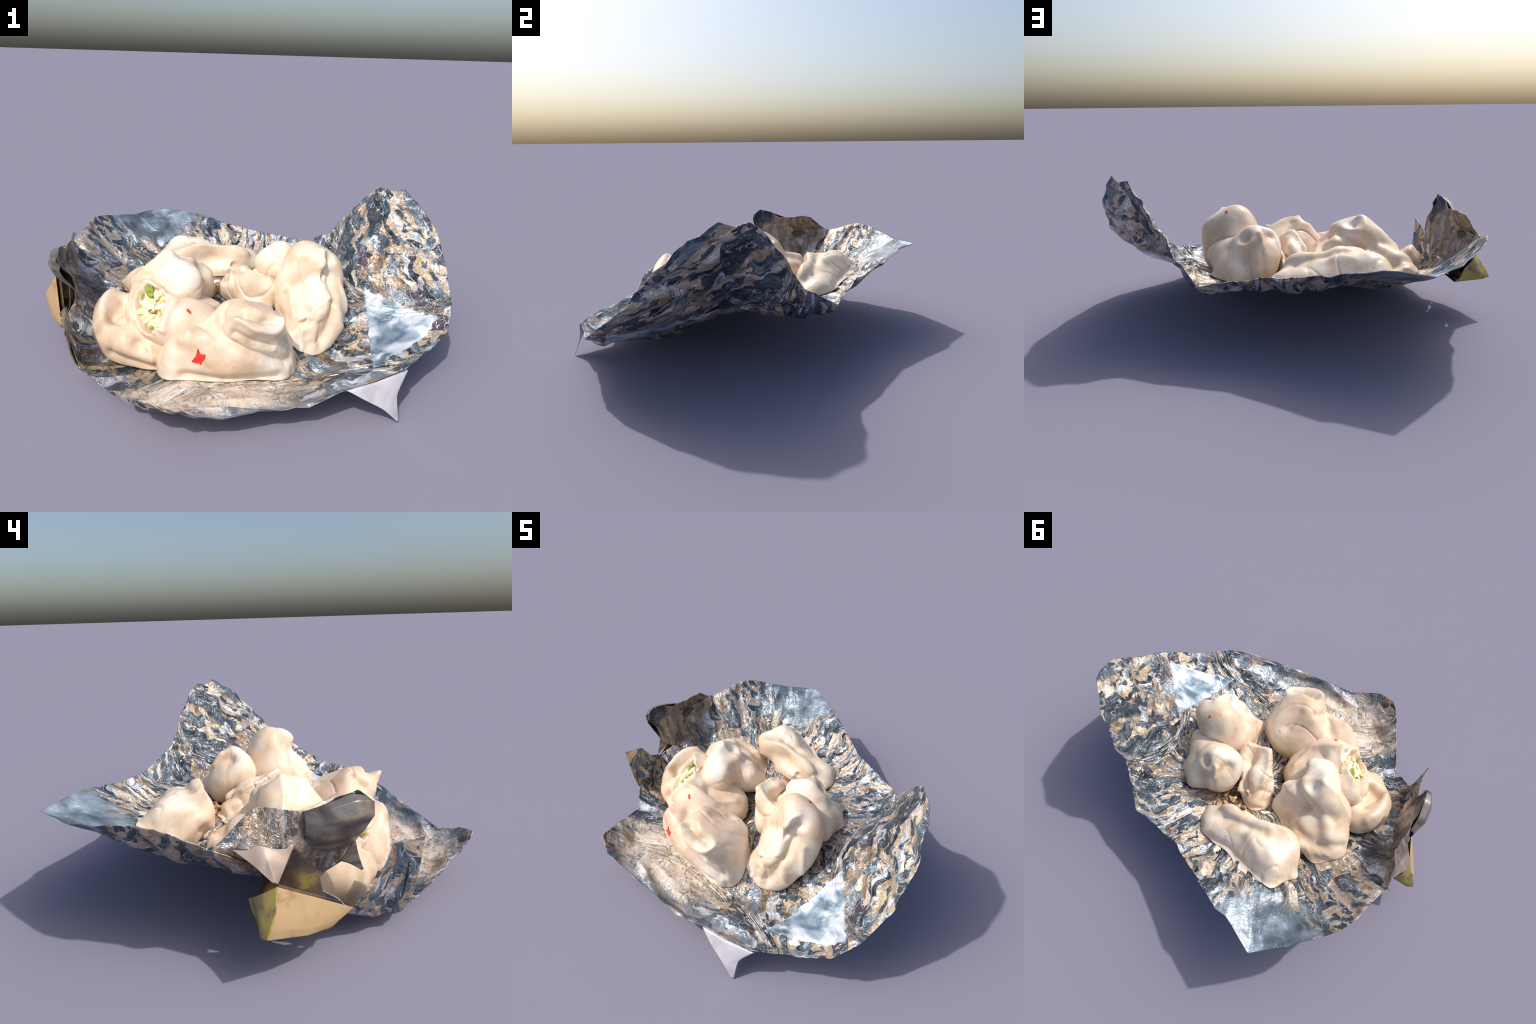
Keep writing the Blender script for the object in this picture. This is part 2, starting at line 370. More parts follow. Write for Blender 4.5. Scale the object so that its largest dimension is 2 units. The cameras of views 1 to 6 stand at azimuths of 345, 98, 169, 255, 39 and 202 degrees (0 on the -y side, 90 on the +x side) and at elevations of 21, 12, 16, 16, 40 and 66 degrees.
def build_sheet():
    NA, NF, NW = 860, 84, 74
    R = resample(RIM, NA, True)
    R[:, 3:] = smooth_loop(R[:, 3:], 20)
    soft = smooth_loop(R[:, :2], 14)
    foot = HUB + (soft - HUB) * R[:, 3:4]
    foot = smooth_loop(foot, 8)
    rings = []
    for i in range(1, NF + 1):
        xy = HUB + (foot - HUB) * (i / NF)
        rings.append(np.c_[xy, FLOOR(xy[:, 0], xy[:, 1])])
    F = rings[-1].copy()
    C = F.copy()
    C[:, :2] += (R[:, :2] - F[:, :2]) * R[:, 4:5]
    # the wall is nearly straight; the north panel even swells inwards
    ang = np.arctan2(R[:, 1] - HUB[1], R[:, 0] - HUB[0])
    turn = lambda a: np.abs((ang - a + np.pi) % (2 * np.pi) - np.pi)
    bump = lambda a, width: np.exp(-(turn(a) / width) ** 2)
    lift = (0.34 + 0.40 * bump(1.72, 0.26) - 0.12 * bump(2.35, 0.40) - 0.22 * bump(0.42, 0.26) - 0.40 * bump(-0.48, 0.24)
            + 0.02 * bump(-0.16, 0.14) + 0.16 * bump(2.75, 0.3) - 0.22 * bump(-2.35, 0.3))
    C[:, 2] = F[:, 2] + lift * (R[:, 2] - F[:, 2])
    for j in range(1, NW + 1):
        t = j / NW
        rings.append((1 - t) ** 2 * F + 2 * t * (1 - t) * C + t * t * R[:, :3])
    G = np.array(rings)                                   # ring, angle, xyz
    # normals by finite differences, then crumple
    da = np.roll(G, -1, 1) - np.roll(G, 1, 1)
    dr = np.gradient(G, axis=0)
    N = np.cross(dr, da)
    N /= np.maximum(np.linalg.norm(N, axis=2, keepdims=True), 1e-9)
    N *= np.sign(N[..., 2:3] + 1e-6)
    out = G.copy()
    for i in range(G.shape[0]):
        r = i / (G.shape[0] - 1)
        amp = 0.45 + 1.15 * min(1, max(0, (r - 0.35) / 0.3))
        if r > 0.97:
            amp *= 0.6
        for j in range(NA):
            p = G[i, j]
            a = amp
            if (p[0] + 0.36) ** 2 + (p[1] - 0.84) ** 2 < 0.07:
                a *= 0.35                                  # the calm north panel
            if (p[0] - 0.69) ** 2 + (p[1] + 0.46) ** 2 < 0.035:
                a *= 0.2                                  # the flat bright facet
            out[i, j] = p + N[i, j] * a * (crumple(p) - 0.011)
    # gutter folded along the lip below the bright facet
    for a, b in (((0.50, -0.735), (0.69, -0.645)), ((0.69, -0.645), (0.83, -0.575))):
        a, b = np.array(a), np.array(b)
        t = np.clip(((out[..., :2] - a) @ (b - a)) / ((b - a) @ (b - a)), 0, 1)
        d = np.linalg.norm(out[..., :2] - (a + t[..., None] * (b - a)), axis=2)
        out[..., 2] -= 0.018 * np.exp(-(d / 0.042) ** 2)
    V = [tuple((HUB[0], HUB[1], float(FLOOR(*HUB))))] + [tuple(p) for ring in out for p in ring]
    faces = [(0, 1 + j, 1 + (j + 1) % NA) for j in range(NA)]
    for i in range(len(out) - 1):
        for j in range(NA):
            a = 1 + i * NA + j; b = 1 + i * NA + (j + 1) % NA
            faces.append((a, a + NA, b + NA, b))
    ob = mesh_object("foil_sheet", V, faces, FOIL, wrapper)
    solidify(ob, 0.003, -1.0)
    return ob

build_sheet()

def loft(name, curves, mat, nu=90, nv=40, fine=1.0, thick=0.003, amp=1.0, parent=wrapper, inner=None):
    """Sheet through a stack of matching curves, crumpled along its normal."""
    C = np.array([resample(c, nu, False) for c in curves])
    s = np.linspace(0, len(curves) - 1, nv)
    G = np.zeros((nv, nu, 3))
    for k in range(nu):
        for d in range(3):
            G[:, k, d] = np.interp(s, range(len(curves)), C[:, k, d])
    if len(curves) > 2:
        for _ in range(10):
            G[1:-1] = 0.5 * G[1:-1] + 0.25 * (G[:-2] + G[2:])
    N = np.cross(np.gradient(G, axis=0), np.gradient(G, axis=1))
    N /= np.maximum(np.linalg.norm(N, axis=2, keepdims=True), 1e-9)
    for i in range(nv):
        for k in range(nu):
            G[i, k] += N[i, k] * amp * crumple(G[i, k], fine)
    faces = [(i * nu + k, i * nu + k + 1, (i + 1) * nu + k + 1, (i + 1) * nu + k) for i in range(nv - 1) for k in range(nu - 1)]
    ob = mesh_object(name, G.reshape(-1, 3), faces, [mat, inner] if inner else mat, parent)
    solidify(ob, thick, 0.0, 1 if inner else 0)
    return ob

# the tall west flap: foot on the wall, ragged top leaning outwards
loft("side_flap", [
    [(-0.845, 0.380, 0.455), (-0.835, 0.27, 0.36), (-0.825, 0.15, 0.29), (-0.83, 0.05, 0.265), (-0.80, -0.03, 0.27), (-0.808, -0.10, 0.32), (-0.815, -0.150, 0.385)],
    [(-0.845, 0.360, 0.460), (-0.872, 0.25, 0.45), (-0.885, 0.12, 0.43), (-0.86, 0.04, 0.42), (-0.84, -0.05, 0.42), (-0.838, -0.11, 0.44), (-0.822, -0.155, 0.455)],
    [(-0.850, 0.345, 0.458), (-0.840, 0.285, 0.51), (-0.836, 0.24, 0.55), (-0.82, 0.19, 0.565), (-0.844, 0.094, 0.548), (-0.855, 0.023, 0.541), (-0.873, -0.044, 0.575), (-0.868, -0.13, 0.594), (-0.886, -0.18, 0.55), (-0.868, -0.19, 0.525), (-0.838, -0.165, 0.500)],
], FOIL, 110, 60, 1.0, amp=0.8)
# its upper edge rolls over to the outside
loft("rolled_lip", [
    [(-0.852, 0.060, 0.540), (-0.868, 0.060, 0.535), (-0.876, 0.060, 0.505), (-0.874, 0.060, 0.470), (-0.856, 0.060, 0.430)],
    [(-0.868, -0.020, 0.568), (-0.898, -0.022, 0.560), (-0.916, -0.020, 0.515), (-0.908, -0.010, 0.455), (-0.850, 0.000, 0.395)],
    [(-0.866, -0.100, 0.590), (-0.905, -0.106, 0.578), (-0.925, -0.104, 0.520), (-0.908, -0.080, 0.450), (-0.832, -0.050, 0.375)],
    [(-0.866, -0.160, 0.578), (-0.892, -0.175, 0.566), (-0.908, -0.170, 0.520), (-0.890, -0.140, 0.460), (-0.818, -0.115, 0.375)],
    [(-0.850, -0.178, 0.535), (-0.862, -0.188, 0.530), (-0.868, -0.186, 0.505), (-0.858, -0.172, 0.470), (-0.815, -0.150, 0.395)],
], DARK_FOIL, 50, 60, 0.5, amp=0.35)
# little torn tongue hanging from the flap
loft("torn_tongue", [
    [(-0.815, -0.148, 0.40), (-0.81, -0.095, 0.325)],
    [(-0.816, -0.158, 0.345), (-0.812, -0.125, 0.315)],
    [(-0.821, -0.178, 0.287), (-0.820, -0.170, 0.284)],
], DARK_FOIL, 12, 14, 0.3, amp=0.3)
# skirt folding out from the flap to the printed pouch
loft("folded_skirt", [
    [(-0.846, 0.305, 0.455), (-0.852, 0.20, 0.46), (-0.868, 0.09, 0.44)],
    [(-0.888, 0.24, 0.405), (-0.892, 0.19, 0.41), (-0.900, 0.13, 0.395)],
    [(-0.930, 0.185, 0.352), (-0.931, 0.178, 0.350), (-0.930, 0.170, 0.345)],
], ROSE_FOIL, 40, 30, 0.3, amp=0.25)

# the printed outside of the packet, folded under as a small pouch
loft("printed_pouch", [
    [(-0.930, 0.170, 0.336), (-0.912, 0.035, 0.266), (-0.894, -0.106, 0.193)],
    [(-0.970, 0.190, 0.272), (-0.945, 0.060, 0.218), (-0.900, -0.080, 0.180)],
    [(-0.992, 0.212, 0.232), (-0.958, 0.074, 0.188), (-0.908, -0.050, 0.168)],
    [(-0.998, 0.228, 0.203), (-0.959, 0.082, 0.167), (-0.911, -0.024, 0.150)],
], GOLD, 50, 40, 0.1, amp=0.06)
loft("pouch_lining", [
    [(-0.905, 0.160, 0.332), (-0.872, -0.095, 0.200)],
    [(-0.965, 0.210, 0.222), (-0.930, 0.082, 0.190), (-0.885, -0.022, 0.172)],
], BROWN, 30, 20, 0.2, amp=0.05)
loft("pouch_side", [
    [(-0.930, 0.168, 0.338), (-0.970, 0.188, 0.273), (-0.992, 0.211, 0.233), (-0.998, 0.227, 0.204)],
    [(-0.900, 0.225, 0.300), (-0.930, 0.235, 0.235), (-0.965, 0.238, 0.195)],
    [(-0.845, 0.240, 0.265), (-0.830, 0.225, 0.205), (-0.820, 0.190, 0.175)],
], OLIVE, 30, 30, 0.2, amp=0.3)
loft("pouch_back", [
    [(-0.858, 0.20, 0.44), (-0.862, 0.15, 0.44), (-0.866, 0.09, 0.43), (-0.846, 0.0, 0.30)],
    [(-0.845, 0.20, 0.32), (-0.850, 0.15, 0.31), (-0.856, 0.08, 0.30), (-0.852, -0.01, 0.25)],
    [(-0.828, 0.20, 0.19), (-0.840, 0.14, 0.185), (-0.860, 0.06, 0.175), (-0.885, -0.05, 0.175)],
], BROWN, 40, 30, 0.3, amp=0.3)
loft("pouch_bottom", [
    [(-0.998, 0.230, 0.203), (-0.959, 0.082, 0.167), (-0.911, -0.024, 0.148)],
    [(-0.90, 0.215, 0.190), (-0.88, 0.10, 0.160), (-0.87, 0.0, 0.150)],
    [(-0.820, 0.190, 0.176), (-0.815, 0.10, 0.19), (-0.82, 0.02, 0.20)],
], BROWN, 30, 20, 0.2, amp=0.2)

# paper-backed corner turned down at the south-east rim
loft("turned_down_corner", [
    [(0.262, -0.842, 0.155), (0.400, -0.832, 0.170), (0.558, -0.804, 0.188)],
    [(0.262, -0.858, 0.168), (0.400, -0.850, 0.182), (0.558, -0.820, 0.200)],
    [(0.335, -0.880, 0.125), (0.420, -0.872, 0.130), (0.520, -0.842, 0.150)],
    [(0.420, -0.893, 0.075), (0.450, -0.885, 0.085), (0.493, -0.858, 0.106)],
    [(0.490, -0.898, 0.004), (0.494, -0.897, 0.004), (0.496, -0.894, 0.004)],
], PAPER, 40, 40, 0.1, amp=0.12)

# ---------------------------------------------------------------- dumplings
def icosphere(level):
    bm = bmesh.new()
    bmesh.ops.create_icosphere(bm, subdivisions=level, radius=1.0)
    V = np.array([v.co for v in bm.verts]); F = [tuple(v.index for v in f.verts) for f in bm.faces]
    bm.free()
    return V, F

DIRS, TRIS = icosphere(6)
TRI_A = np.array(TRIS)

def vertex_normals(P):
    a, b, c = P[TRI_A[:, 0]], P[TRI_A[:, 1]], P[TRI_A[:, 2]]
    fn = np.cross(b - a, c - a)
    N = np.zeros_like(P)
    for k in range(3):
        np.add.at(N, TRI_A[:, k], fn)
    return N / np.maximum(np.linalg.norm(N, axis=1, keepdims=True), 1e-12)

def polyline_distance(P, pts):
    pts = np.array(pts, float)
    if len(pts) == 1:
        return np.linalg.norm(P - pts[0], axis=1)
    best = np.full(len(P), 1e9)
    for a, b in zip(pts[:-1], pts[1:]):
        ab = b - a
        t = np.clip(((P - a) @ ab) / max(ab @ ab, 1e-12), 0, 1)
        best = np.minimum(best, np.linalg.norm(P - (a + t[:, None] * ab), axis=1))
    return best

def dumpling_surface(centre, radii, yaw, marks, strokes, seed, spread=0.42, hollow=None):
    """A pouch of dough: ellipsoid pulled through surface marks, then pinched
    (positive) and creased (negative) along strokes = (points, width, height)."""
    c = np.array(centre, float)
    cz, sz = math.cos(yaw), math.sin(yaw)
    Rz = np.array([[cz, -sz, 0], [sz, cz, 0], [0, 0, 1]])
    def ell(d):
        q = d @ Rz
        return 1.0 / np.sqrt(((q / np.array(radii)) ** 2).sum(axis=1))
    M = np.array(marks, float) - c
    L = np.linalg.norm(M, axis=1)
    D = M / L[:, None]
    want = np.log(L / ell(D))
    def kern(A, B):
        ang = np.arccos(np.clip(A @ B.T, -1, 1)) / spread
        return (1 + ang) * np.exp(-ang)
    w = np.linalg.solve(kern(D, D) + 0.004 * np.eye(len(D)), want)
    r = ell(DIRS) * np.exp(kern(DIRS, D) @ w)
    P = c + DIRS * r[:, None]
    for pts, width, height in strokes:
        N = vertex_normals(P)
        path = resample(pts, max(2, 6 * len(pts)), False) if len(pts) > 1 else np.array(pts, float)
        path = np.array([P[np.argmin(((P - q) ** 2).sum(axis=1))] for q in path])   # lay it on the skin
        if len(path) > 2:
            path[1:-1] = (path[:-2] + 2 * path[1:-1] + path[2:]) / 4
        d = polyline_distance(P, path)
        sharp = np.exp(-(d / width) ** 2) if height < 0 else 0.55 * np.exp(-(d / width) ** 2) + 0.6 * np.exp(-(d / (0.45 * width)) ** 2)
        P = P + N * (1.15 * height * sharp)[:, None]
    N = vertex_normals(P)
    off = Vector((seed * 3.1, seed * 1.7, seed * 2.3))
    lump = np.array([0.007 * mnoise.noise(Vector(p) * 7 + off) + 0.0025 * mnoise.noise(Vector(p) * 19 + off) for p in P])
    P = P + N * lump[:, None]
    # sparse slack wrinkles of the boiled skin
    def wrinkle(p):
        v = Vector((p[0] * 6.0, p[1] * 6.0, p[2] * 3.6)) + off
        v = v + mnoise.noise_vector(v * 0.7) * 0.8
        sparse = min(1.0, max(0.0, mnoise.noise(v * 0.45 + Vector((5, 5, 5))) * 3.0 + 0.25))
        line = max(0.0, 1.0 - abs(mnoise.noise(v)) / 0.11)
        swell = mnoise.noise(v * 0.8 + Vector((2, 9, 4)))
        return sparse * (-0.0085 * line * line) + 0.006 * swell
    P = P + vertex_normals(P) * np.array([wrinkle(p) for p in P])[:, None]
    if hollow is not None:
        P = hollow(P)
    # the foot spreads into a thin sticky skirt on the foil
    h = np.clip(1 - (P[:, 2] - FLOOR(P[:, 0], P[:, 1])) / 0.055, 0, 1)
    out = P[:, :2] - c[:2]
    out /= np.maximum(np.linalg.norm(out, axis=1, keepdims=True), 1e-6)
    flare = 0.014 + 0.012 * np.array([mnoise.noise(Vector((p[0] * 9, p[1] * 9, seed))) for p in P])
    P[:, :2] += out * (h ** 2 * flare)[:, None]
    low = FLOOR(P[:, 0], P[:, 1]) - 0.004 + 0.006
    k = 0.02
    P[:, 2] = low + np.where(P[:, 2] - low > k, P[:, 2] - low, k * np.exp((np.minimum(P[:, 2] - low, k) - k) / k))
    return P

def dumpling(label, *args, **kw):
    P = dumpling_surface(*args, **kw)
    ob = mesh_object("dumpling", P, TRIS, DOUGH)
    ob["label"] = label
    ob["category"] = "dumpling"
    return ob, P

# tall one leaning over the east side, mouth folded to the south-west
d_tall, P_tall = dumpling("tall pale dumpling with an overhanging folded mouth",
    (0.310, -0.240, 0.330), (0.180, 0.160, 0.250), 0.20,
    [
     (0.281, -0.286, 0.410), (0.251, -0.439, 0.094), (0.276, -0.166, 0.572), (0.352, -0.324, 0.520), (0.408, -0.301, 0.428), (0.247, -0.365, 0.292),
     (0.420, -0.308, 0.152), (0.418, -0.415, 0.156), (0.178, -0.414, 0.153), (0.156, -0.303, 0.164), (0.482, -0.240, 0.437), (0.386, -0.212, 0.544),
     (0.295, -0.417, 0.306), (0.359, -0.422, 0.251), (0.161, -0.135, 0.337), (0.282, -0.429, 0.197), (0.440, -0.171, 0.248), (0.407, -0.106, 0.486),
     (0.485, -0.291, 0.258), (0.279, -0.420, 0.280), (0.183, -0.366, 0.252), (0.455, -0.256, 0.473), (0.325, -0.074, 0.433), (0.158, -0.334, 0.221),
     (0.239, -0.276, 0.416), (0.176, -0.230, 0.397), (0.403, -0.280, 0.507), (0.392, -0.399, 0.099), (0.299, -0.291, 0.482), (0.252, -0.222, 0.540),
     (0.477, -0.164, 0.404), (0.246, -0.409, 0.226), (0.156, -0.223, 0.178), (0.340, -0.391, 0.361), (0.373, -0.336, 0.413), (0.356, -0.339, 0.493)],
    [([(0.325, -0.335, 0.50), (0.385, -0.25, 0.56)], 0.032, 0.008),
     ([(0.36, -0.345, 0.45), (0.395, -0.28, 0.51)], 0.026, -0.036),
     ([(0.40, -0.32, 0.45), (0.395, -0.36, 0.36), (0.36, -0.41, 0.26), (0.33, -0.43, 0.16)], 0.024, -0.020),
     ([(0.295, -0.315, 0.44)], 0.040, -0.012),
     ([(0.205, -0.33, 0.42), (0.215, -0.37, 0.30)], 0.028, -0.014),
     ([(0.34, -0.40, 0.34), (0.26, -0.39, 0.262), (0.17, -0.41, 0.21)], 0.020, -0.014),
     ([(0.40, -0.39, 0.30), (0.41, -0.39, 0.20)], 0.040, 0.012),
     ([(0.24, -0.43, 0.19), (0.25, -0.44, 0.09)], 0.018, -0.009),
     ([(0.36, -0.40, 0.36), (0.30, -0.40, 0.30), (0.22, -0.40, 0.26)], 0.018, 0.010),
     ([(0.31, -0.42, 0.24), (0.31, -0.44, 0.12)], 0.016, -0.010),
     ([(0.20, -0.41, 0.22), (0.20, -0.43, 0.12)], 0.014, -0.008),
     ([(0.45, -0.30, 0.40), (0.46, -0.33, 0.25)], 0.030, 0.010),
     ([(0.14, -0.30, 0.35), (0.16, -0.36, 0.25)], 0.024, -0.010)], seed=1)

d_round, P_round = dumpling("round dumpling with two thumb dents near its top",
    (0.280, 0.050, 0.360), (0.180, 0.120, 0.150), 0.20,
    [
     (0.458, -0.130, 0.319), (0.375, 0.057, 0.392), (0.371, 0.183, 0.262), (0.300, 0.121, 0.360), (0.211, 0.173, 0.341), (0.131, 0.028, 0.290),
     (0.311, 0.155, 0.236), (0.185, 0.124, 0.229), (0.122, 0.005, 0.456), (0.412, 0.132, 0.247), (0.354, -0.015, 0.430), (0.464, -0.079, 0.369),
     (0.280, 0.124, 0.454), (0.185, 0.099, 0.445), (0.301, 0.078, 0.461), (0.260, 0.038, 0.506), (0.458, -0.000, 0.316), (0.449, 0.088, 0.270),
     (0.394, 0.120, 0.328), (0.225, -0.017, 0.483), (0.397, -0.002, 0.401), (0.338, 0.041, 0.454), (0.116, 0.108, 0.338), (0.373, 0.174, 0.295),
     (0.452, 0.037, 0.274), (0.248, 0.164, 0.360), (0.288, 0.145, 0.334), (0.331, 0.183, 0.278), (0.227, 0.146, 0.403)],
    [([(0.285, 0.095, 0.45)], 0.042, -0.028), ([(0.165, 0.06, 0.45)], 0.035, -0.022),
     ([(0.22, 0.09, 0.47), (0.215, 0.13, 0.42)], 0.022, 0.012), ([(0.30, 0.13, 0.40), (0.29, 0.16, 0.27)], 0.014, -0.008),
     ([(0.22, 0.15, 0.40), (0.21, 0.17, 0.29)], 0.014, -0.006)], seed=2)

d_cup, P_cup = dumpling("small collapsed dumpling with a cupped hollow side",
    (0.050, -0.030, 0.290), (0.120, 0.170, 0.110), 0.20,
    [
     (-0.083, 0.120, 0.212), (0.083, -0.190, 0.162), (0.050, -0.174, 0.290), (-0.032, 0.059, 0.327), (0.013, -0.140, 0.405), (0.103, 0.060, 0.297),
     (-0.032, -0.081, 0.321), (0.077, -0.087, 0.384), (0.160, -0.154, 0.354), (0.002, 0.163, 0.236), (0.119, -0.186, 0.290), (-0.078, -0.013, 0.301),
     (-0.065, -0.006, 0.217), (0.042, -0.200, 0.201), (0.165, -0.082, 0.341), (0.043, 0.004, 0.392), (-0.017, -0.042, 0.364), (-0.010, -0.137, 0.212),
     (0.102, -0.102, 0.374), (-0.048, -0.064, 0.269)],
    [([(0.085, -0.06, 0.37), (0.065, 0.02, 0.33), (0.03, 0.08, 0.29)], 0.036, -0.052),
     ([(0.0, -0.12, 0.41), (-0.005, -0.04, 0.365), (-0.005, 0.05, 0.31), (0.01, 0.11, 0.27)], 0.020, 0.022),
     ([(0.0, -0.12, 0.415), (0.07, -0.14, 0.40), (0.14, -0.14, 0.38)], 0.020, 0.010),
     ([(0.095, 0.02, 0.36), (0.085, 0.10, 0.28)], 0.020, 0.022),
     ([(-0.05, 0.0, 0.30), (-0.06, 0.10, 0.26)], 0.022, -0.018),
     ([(0.03, 0.13, 0.25), (-0.05, 0.14, 0.24)], 0.018, -0.012)], seed=3)

d_flat, P_flat = dumpling("flat folded dumpling with a long pinched ridge",
    (-0.090, 0.350, 0.310), (0.27, 0.17, 0.11), -0.10,
    [(0.135, 0.260, 0.375), (0.02, 0.262, 0.412), (-0.13, 0.268, 0.430), (-0.25, 0.250, 0.412), (-0.285, 0.450, 0.425), (-0.340, 0.300, 0.400),
     (0.160, 0.260, 0.310), (0.185, 0.405, 0.315), (0.070, 0.430, 0.320), (-0.05, 0.470, 0.325), (-0.200, 0.530, 0.330), (-0.285, 0.565, 0.320),
     (-0.340, 0.430, 0.340), (-0.360, 0.320, 0.320), (-0.280, 0.245, 0.300), (-0.150, 0.225, 0.270), (0.000, 0.215, 0.260), (0.100, 0.225, 0.280), (-0.09, 0.250, 0.350),
     (-0.125, 0.419, 0.400), (0.096, 0.290, 0.352), (-0.251, 0.322, 0.402), (0.070, 0.370, 0.365), (-0.03, 0.330, 0.405), (-0.20, 0.470, 0.400),
     (0.160, 0.330, 0.345), (-0.30, 0.500, 0.372)],
    [([(0.13, 0.25, 0.385), (0.02, 0.245, 0.42), (-0.14, 0.25, 0.44), (-0.27, 0.26, 0.42)], 0.026, 0.006),
     ([(0.08, 0.31, 0.36), (-0.04, 0.32, 0.40), (-0.16, 0.32, 0.41)], 0.030, -0.022),
     ([(-0.02, 0.225, 0.34), (-0.18, 0.235, 0.35)], 0.060, -0.022),
     ([(0.10, 0.43, 0.31), (0.0, 0.46, 0.31), (-0.15, 0.51, 0.30), (-0.25, 0.56, 0.29)], 0.030, -0.014)], seed=4, spread=0.8)

d_big, P_big = dumpling("large dumpling rising to a pinched crest with a turned lip",
    (-0.380, 0.050, 0.340), (0.200, 0.220, 0.170), 0.00,
    [
     (-0.385, 0.111, 0.357), (-0.438, 0.316, 0.246), (-0.124, 0.108, 0.204), (-0.312, 0.074, 0.349), (-0.143, 0.018, 0.377), (-0.174, -0.057, 0.274),
     (-0.300, -0.230, 0.340), (-0.467, -0.071, 0.373), (-0.152, 0.097, 0.295), (-0.288, 0.234, 0.285), (-0.380, 0.267, 0.206), (-0.547, 0.240, 0.309),
     (-0.460, 0.093, 0.373), (-0.185, -0.052, 0.384), (-0.222, -0.135, 0.454), (-0.131, 0.033, 0.276), (-0.232, 0.141, 0.268), (-0.545, 0.236, 0.244),
     (-0.416, 0.189, 0.330), (-0.239, 0.221, 0.213), (-0.560, 0.062, 0.333), (-0.355, -0.030, 0.510), (-0.305, -0.023, 0.462), (-0.231, -0.042, 0.467),
     (-0.224, 0.003, 0.418), (-0.196, 0.050, 0.392), (-0.408, -0.037, 0.477), (-0.306, 0.050, 0.460), (-0.280, 0.050, 0.402), (-0.345, -0.102, 0.494),
     (-0.371, -0.141, 0.440), (-0.308, 0.166, 0.340), (-0.380, -0.217, 0.340), (-0.491, 0.239, 0.326), (-0.579, 0.173, 0.303), (-0.159, 0.039, 0.186),
     (-0.422, 0.299, 0.271), (-0.375, 0.172, 0.332), (-0.359, 0.071, 0.444), (-0.344, 0.258, 0.282), (-0.458, 0.030, 0.438), (-0.310, 0.007, 0.453),
     (-0.266, 0.024, 0.453), (-0.555, 0.050, 0.248), (-0.197, 0.062, 0.348), (-0.343, 0.078, 0.384)],
    [([(-0.25, -0.08, 0.42), (-0.21, -0.10, 0.33), (-0.19, -0.10, 0.27)], 0.050, -0.050),
     ([(-0.35, -0.04, 0.50), (-0.27, -0.04, 0.48), (-0.22, -0.02, 0.43), (-0.16, 0.09, 0.32)], 0.024, 0.006),
     ([(-0.36, -0.03, 0.51), (-0.45, -0.01, 0.44), (-0.55, 0.04, 0.34)], 0.030, 0.008),
     ([(-0.55, 0.19, 0.29), (-0.42, 0.25, 0.31), (-0.30, 0.22, 0.32)], 0.028, -0.018),
     ([(-0.58, 0.20, 0.26), (-0.45, 0.28, 0.28), (-0.33, 0.28, 0.28)], 0.028, 0.012)], seed=5)

# frame of the torn mouth: facing out, long axis, short axis
mouth_n = Vector((-0.62, -0.45, 0.64)).normalized()
ax_y = Vector((0.02, -0.75, -0.55)); ax_y = (ax_y - mouth_n * ax_y.dot(mouth_n)).normalized()
ax_x = ax_y.cross(mouth_n)
mid = Vector((-0.474, -0.262, 0.322))
def torn_mouth(P):
    """Sink a ragged oval hollow with a thin raised lip."""
    Q = P - np.array(mid)
    u, w, h = Q @ np.array(ax_x), Q @ np.array(ax_y), Q @ np.array(mouth_n)
    th = np.arctan2(w / 0.126, u / 0.074)
    rag = np.array([1 + 0.16 * mnoise.noise(Vector((math.cos(t) * 2.2, math.sin(t) * 2.2, 1.5))) + 0.09 * mnoise.noise(Vector((math.cos(t) * 6, math.sin(t) * 6, 4.5))) for t in th])
    e = np.sqrt((u / 0.074) ** 2 + (w / 0.126) ** 2) / rag
    near = np.abs(h) < 0.10
    k = np.clip((1.04 - e) / 0.20, 0, 1)
    dip = -0.050 * k * k * (3 - 2 * k) + 0.009 * np.exp(-((e - 1.12) / 0.10) ** 2)
    return P + np.where(near, dip, 0.0)[:, None] * np.array(mouth_n)

d_torn, P_torn = dumpling("torn dumpling showing cabbage filling through a ragged mouth",
    (-0.400, -0.240, 0.250), (0.200, 0.170, 0.130), 0.00,
    [
     (-0.092, -0.107, 0.168), (-0.224, -0.189, 0.308), (-0.505, -0.079, 0.388), (-0.489, -0.262, 0.325), (-0.129, -0.336, 0.214), (-0.391, -0.181, 0.368),
     (-0.300, -0.331, 0.365), (-0.263, -0.395, 0.258), (-0.146, -0.083, 0.250), (-0.469, -0.031, 0.310), (-0.527, -0.319, 0.226), (-0.189, -0.240, 0.294),
     (-0.253, -0.103, 0.306), (-0.428, -0.249, 0.352), (-0.494, -0.131, 0.401), (-0.077, -0.151, 0.195), (-0.145, -0.259, 0.123), (-0.366, -0.388, 0.327),
     (-0.178, -0.318, 0.298), (-0.287, -0.266, 0.362)],
    [([(-0.50, -0.13, 0.405), (-0.41, -0.22, 0.39), (-0.36, -0.31, 0.36), (-0.43, -0.39, 0.27)], 0.026, 0.014),
     ([(-0.27, -0.255, 0.35)], 0.045, -0.030),
     ([(-0.39, -0.33, 0.37), (-0.26, -0.315, 0.375), (-0.17, -0.28, 0.34), (-0.12, -0.17, 0.29)], 0.03, 0.012)], seed=6, hollow=torn_mouth)

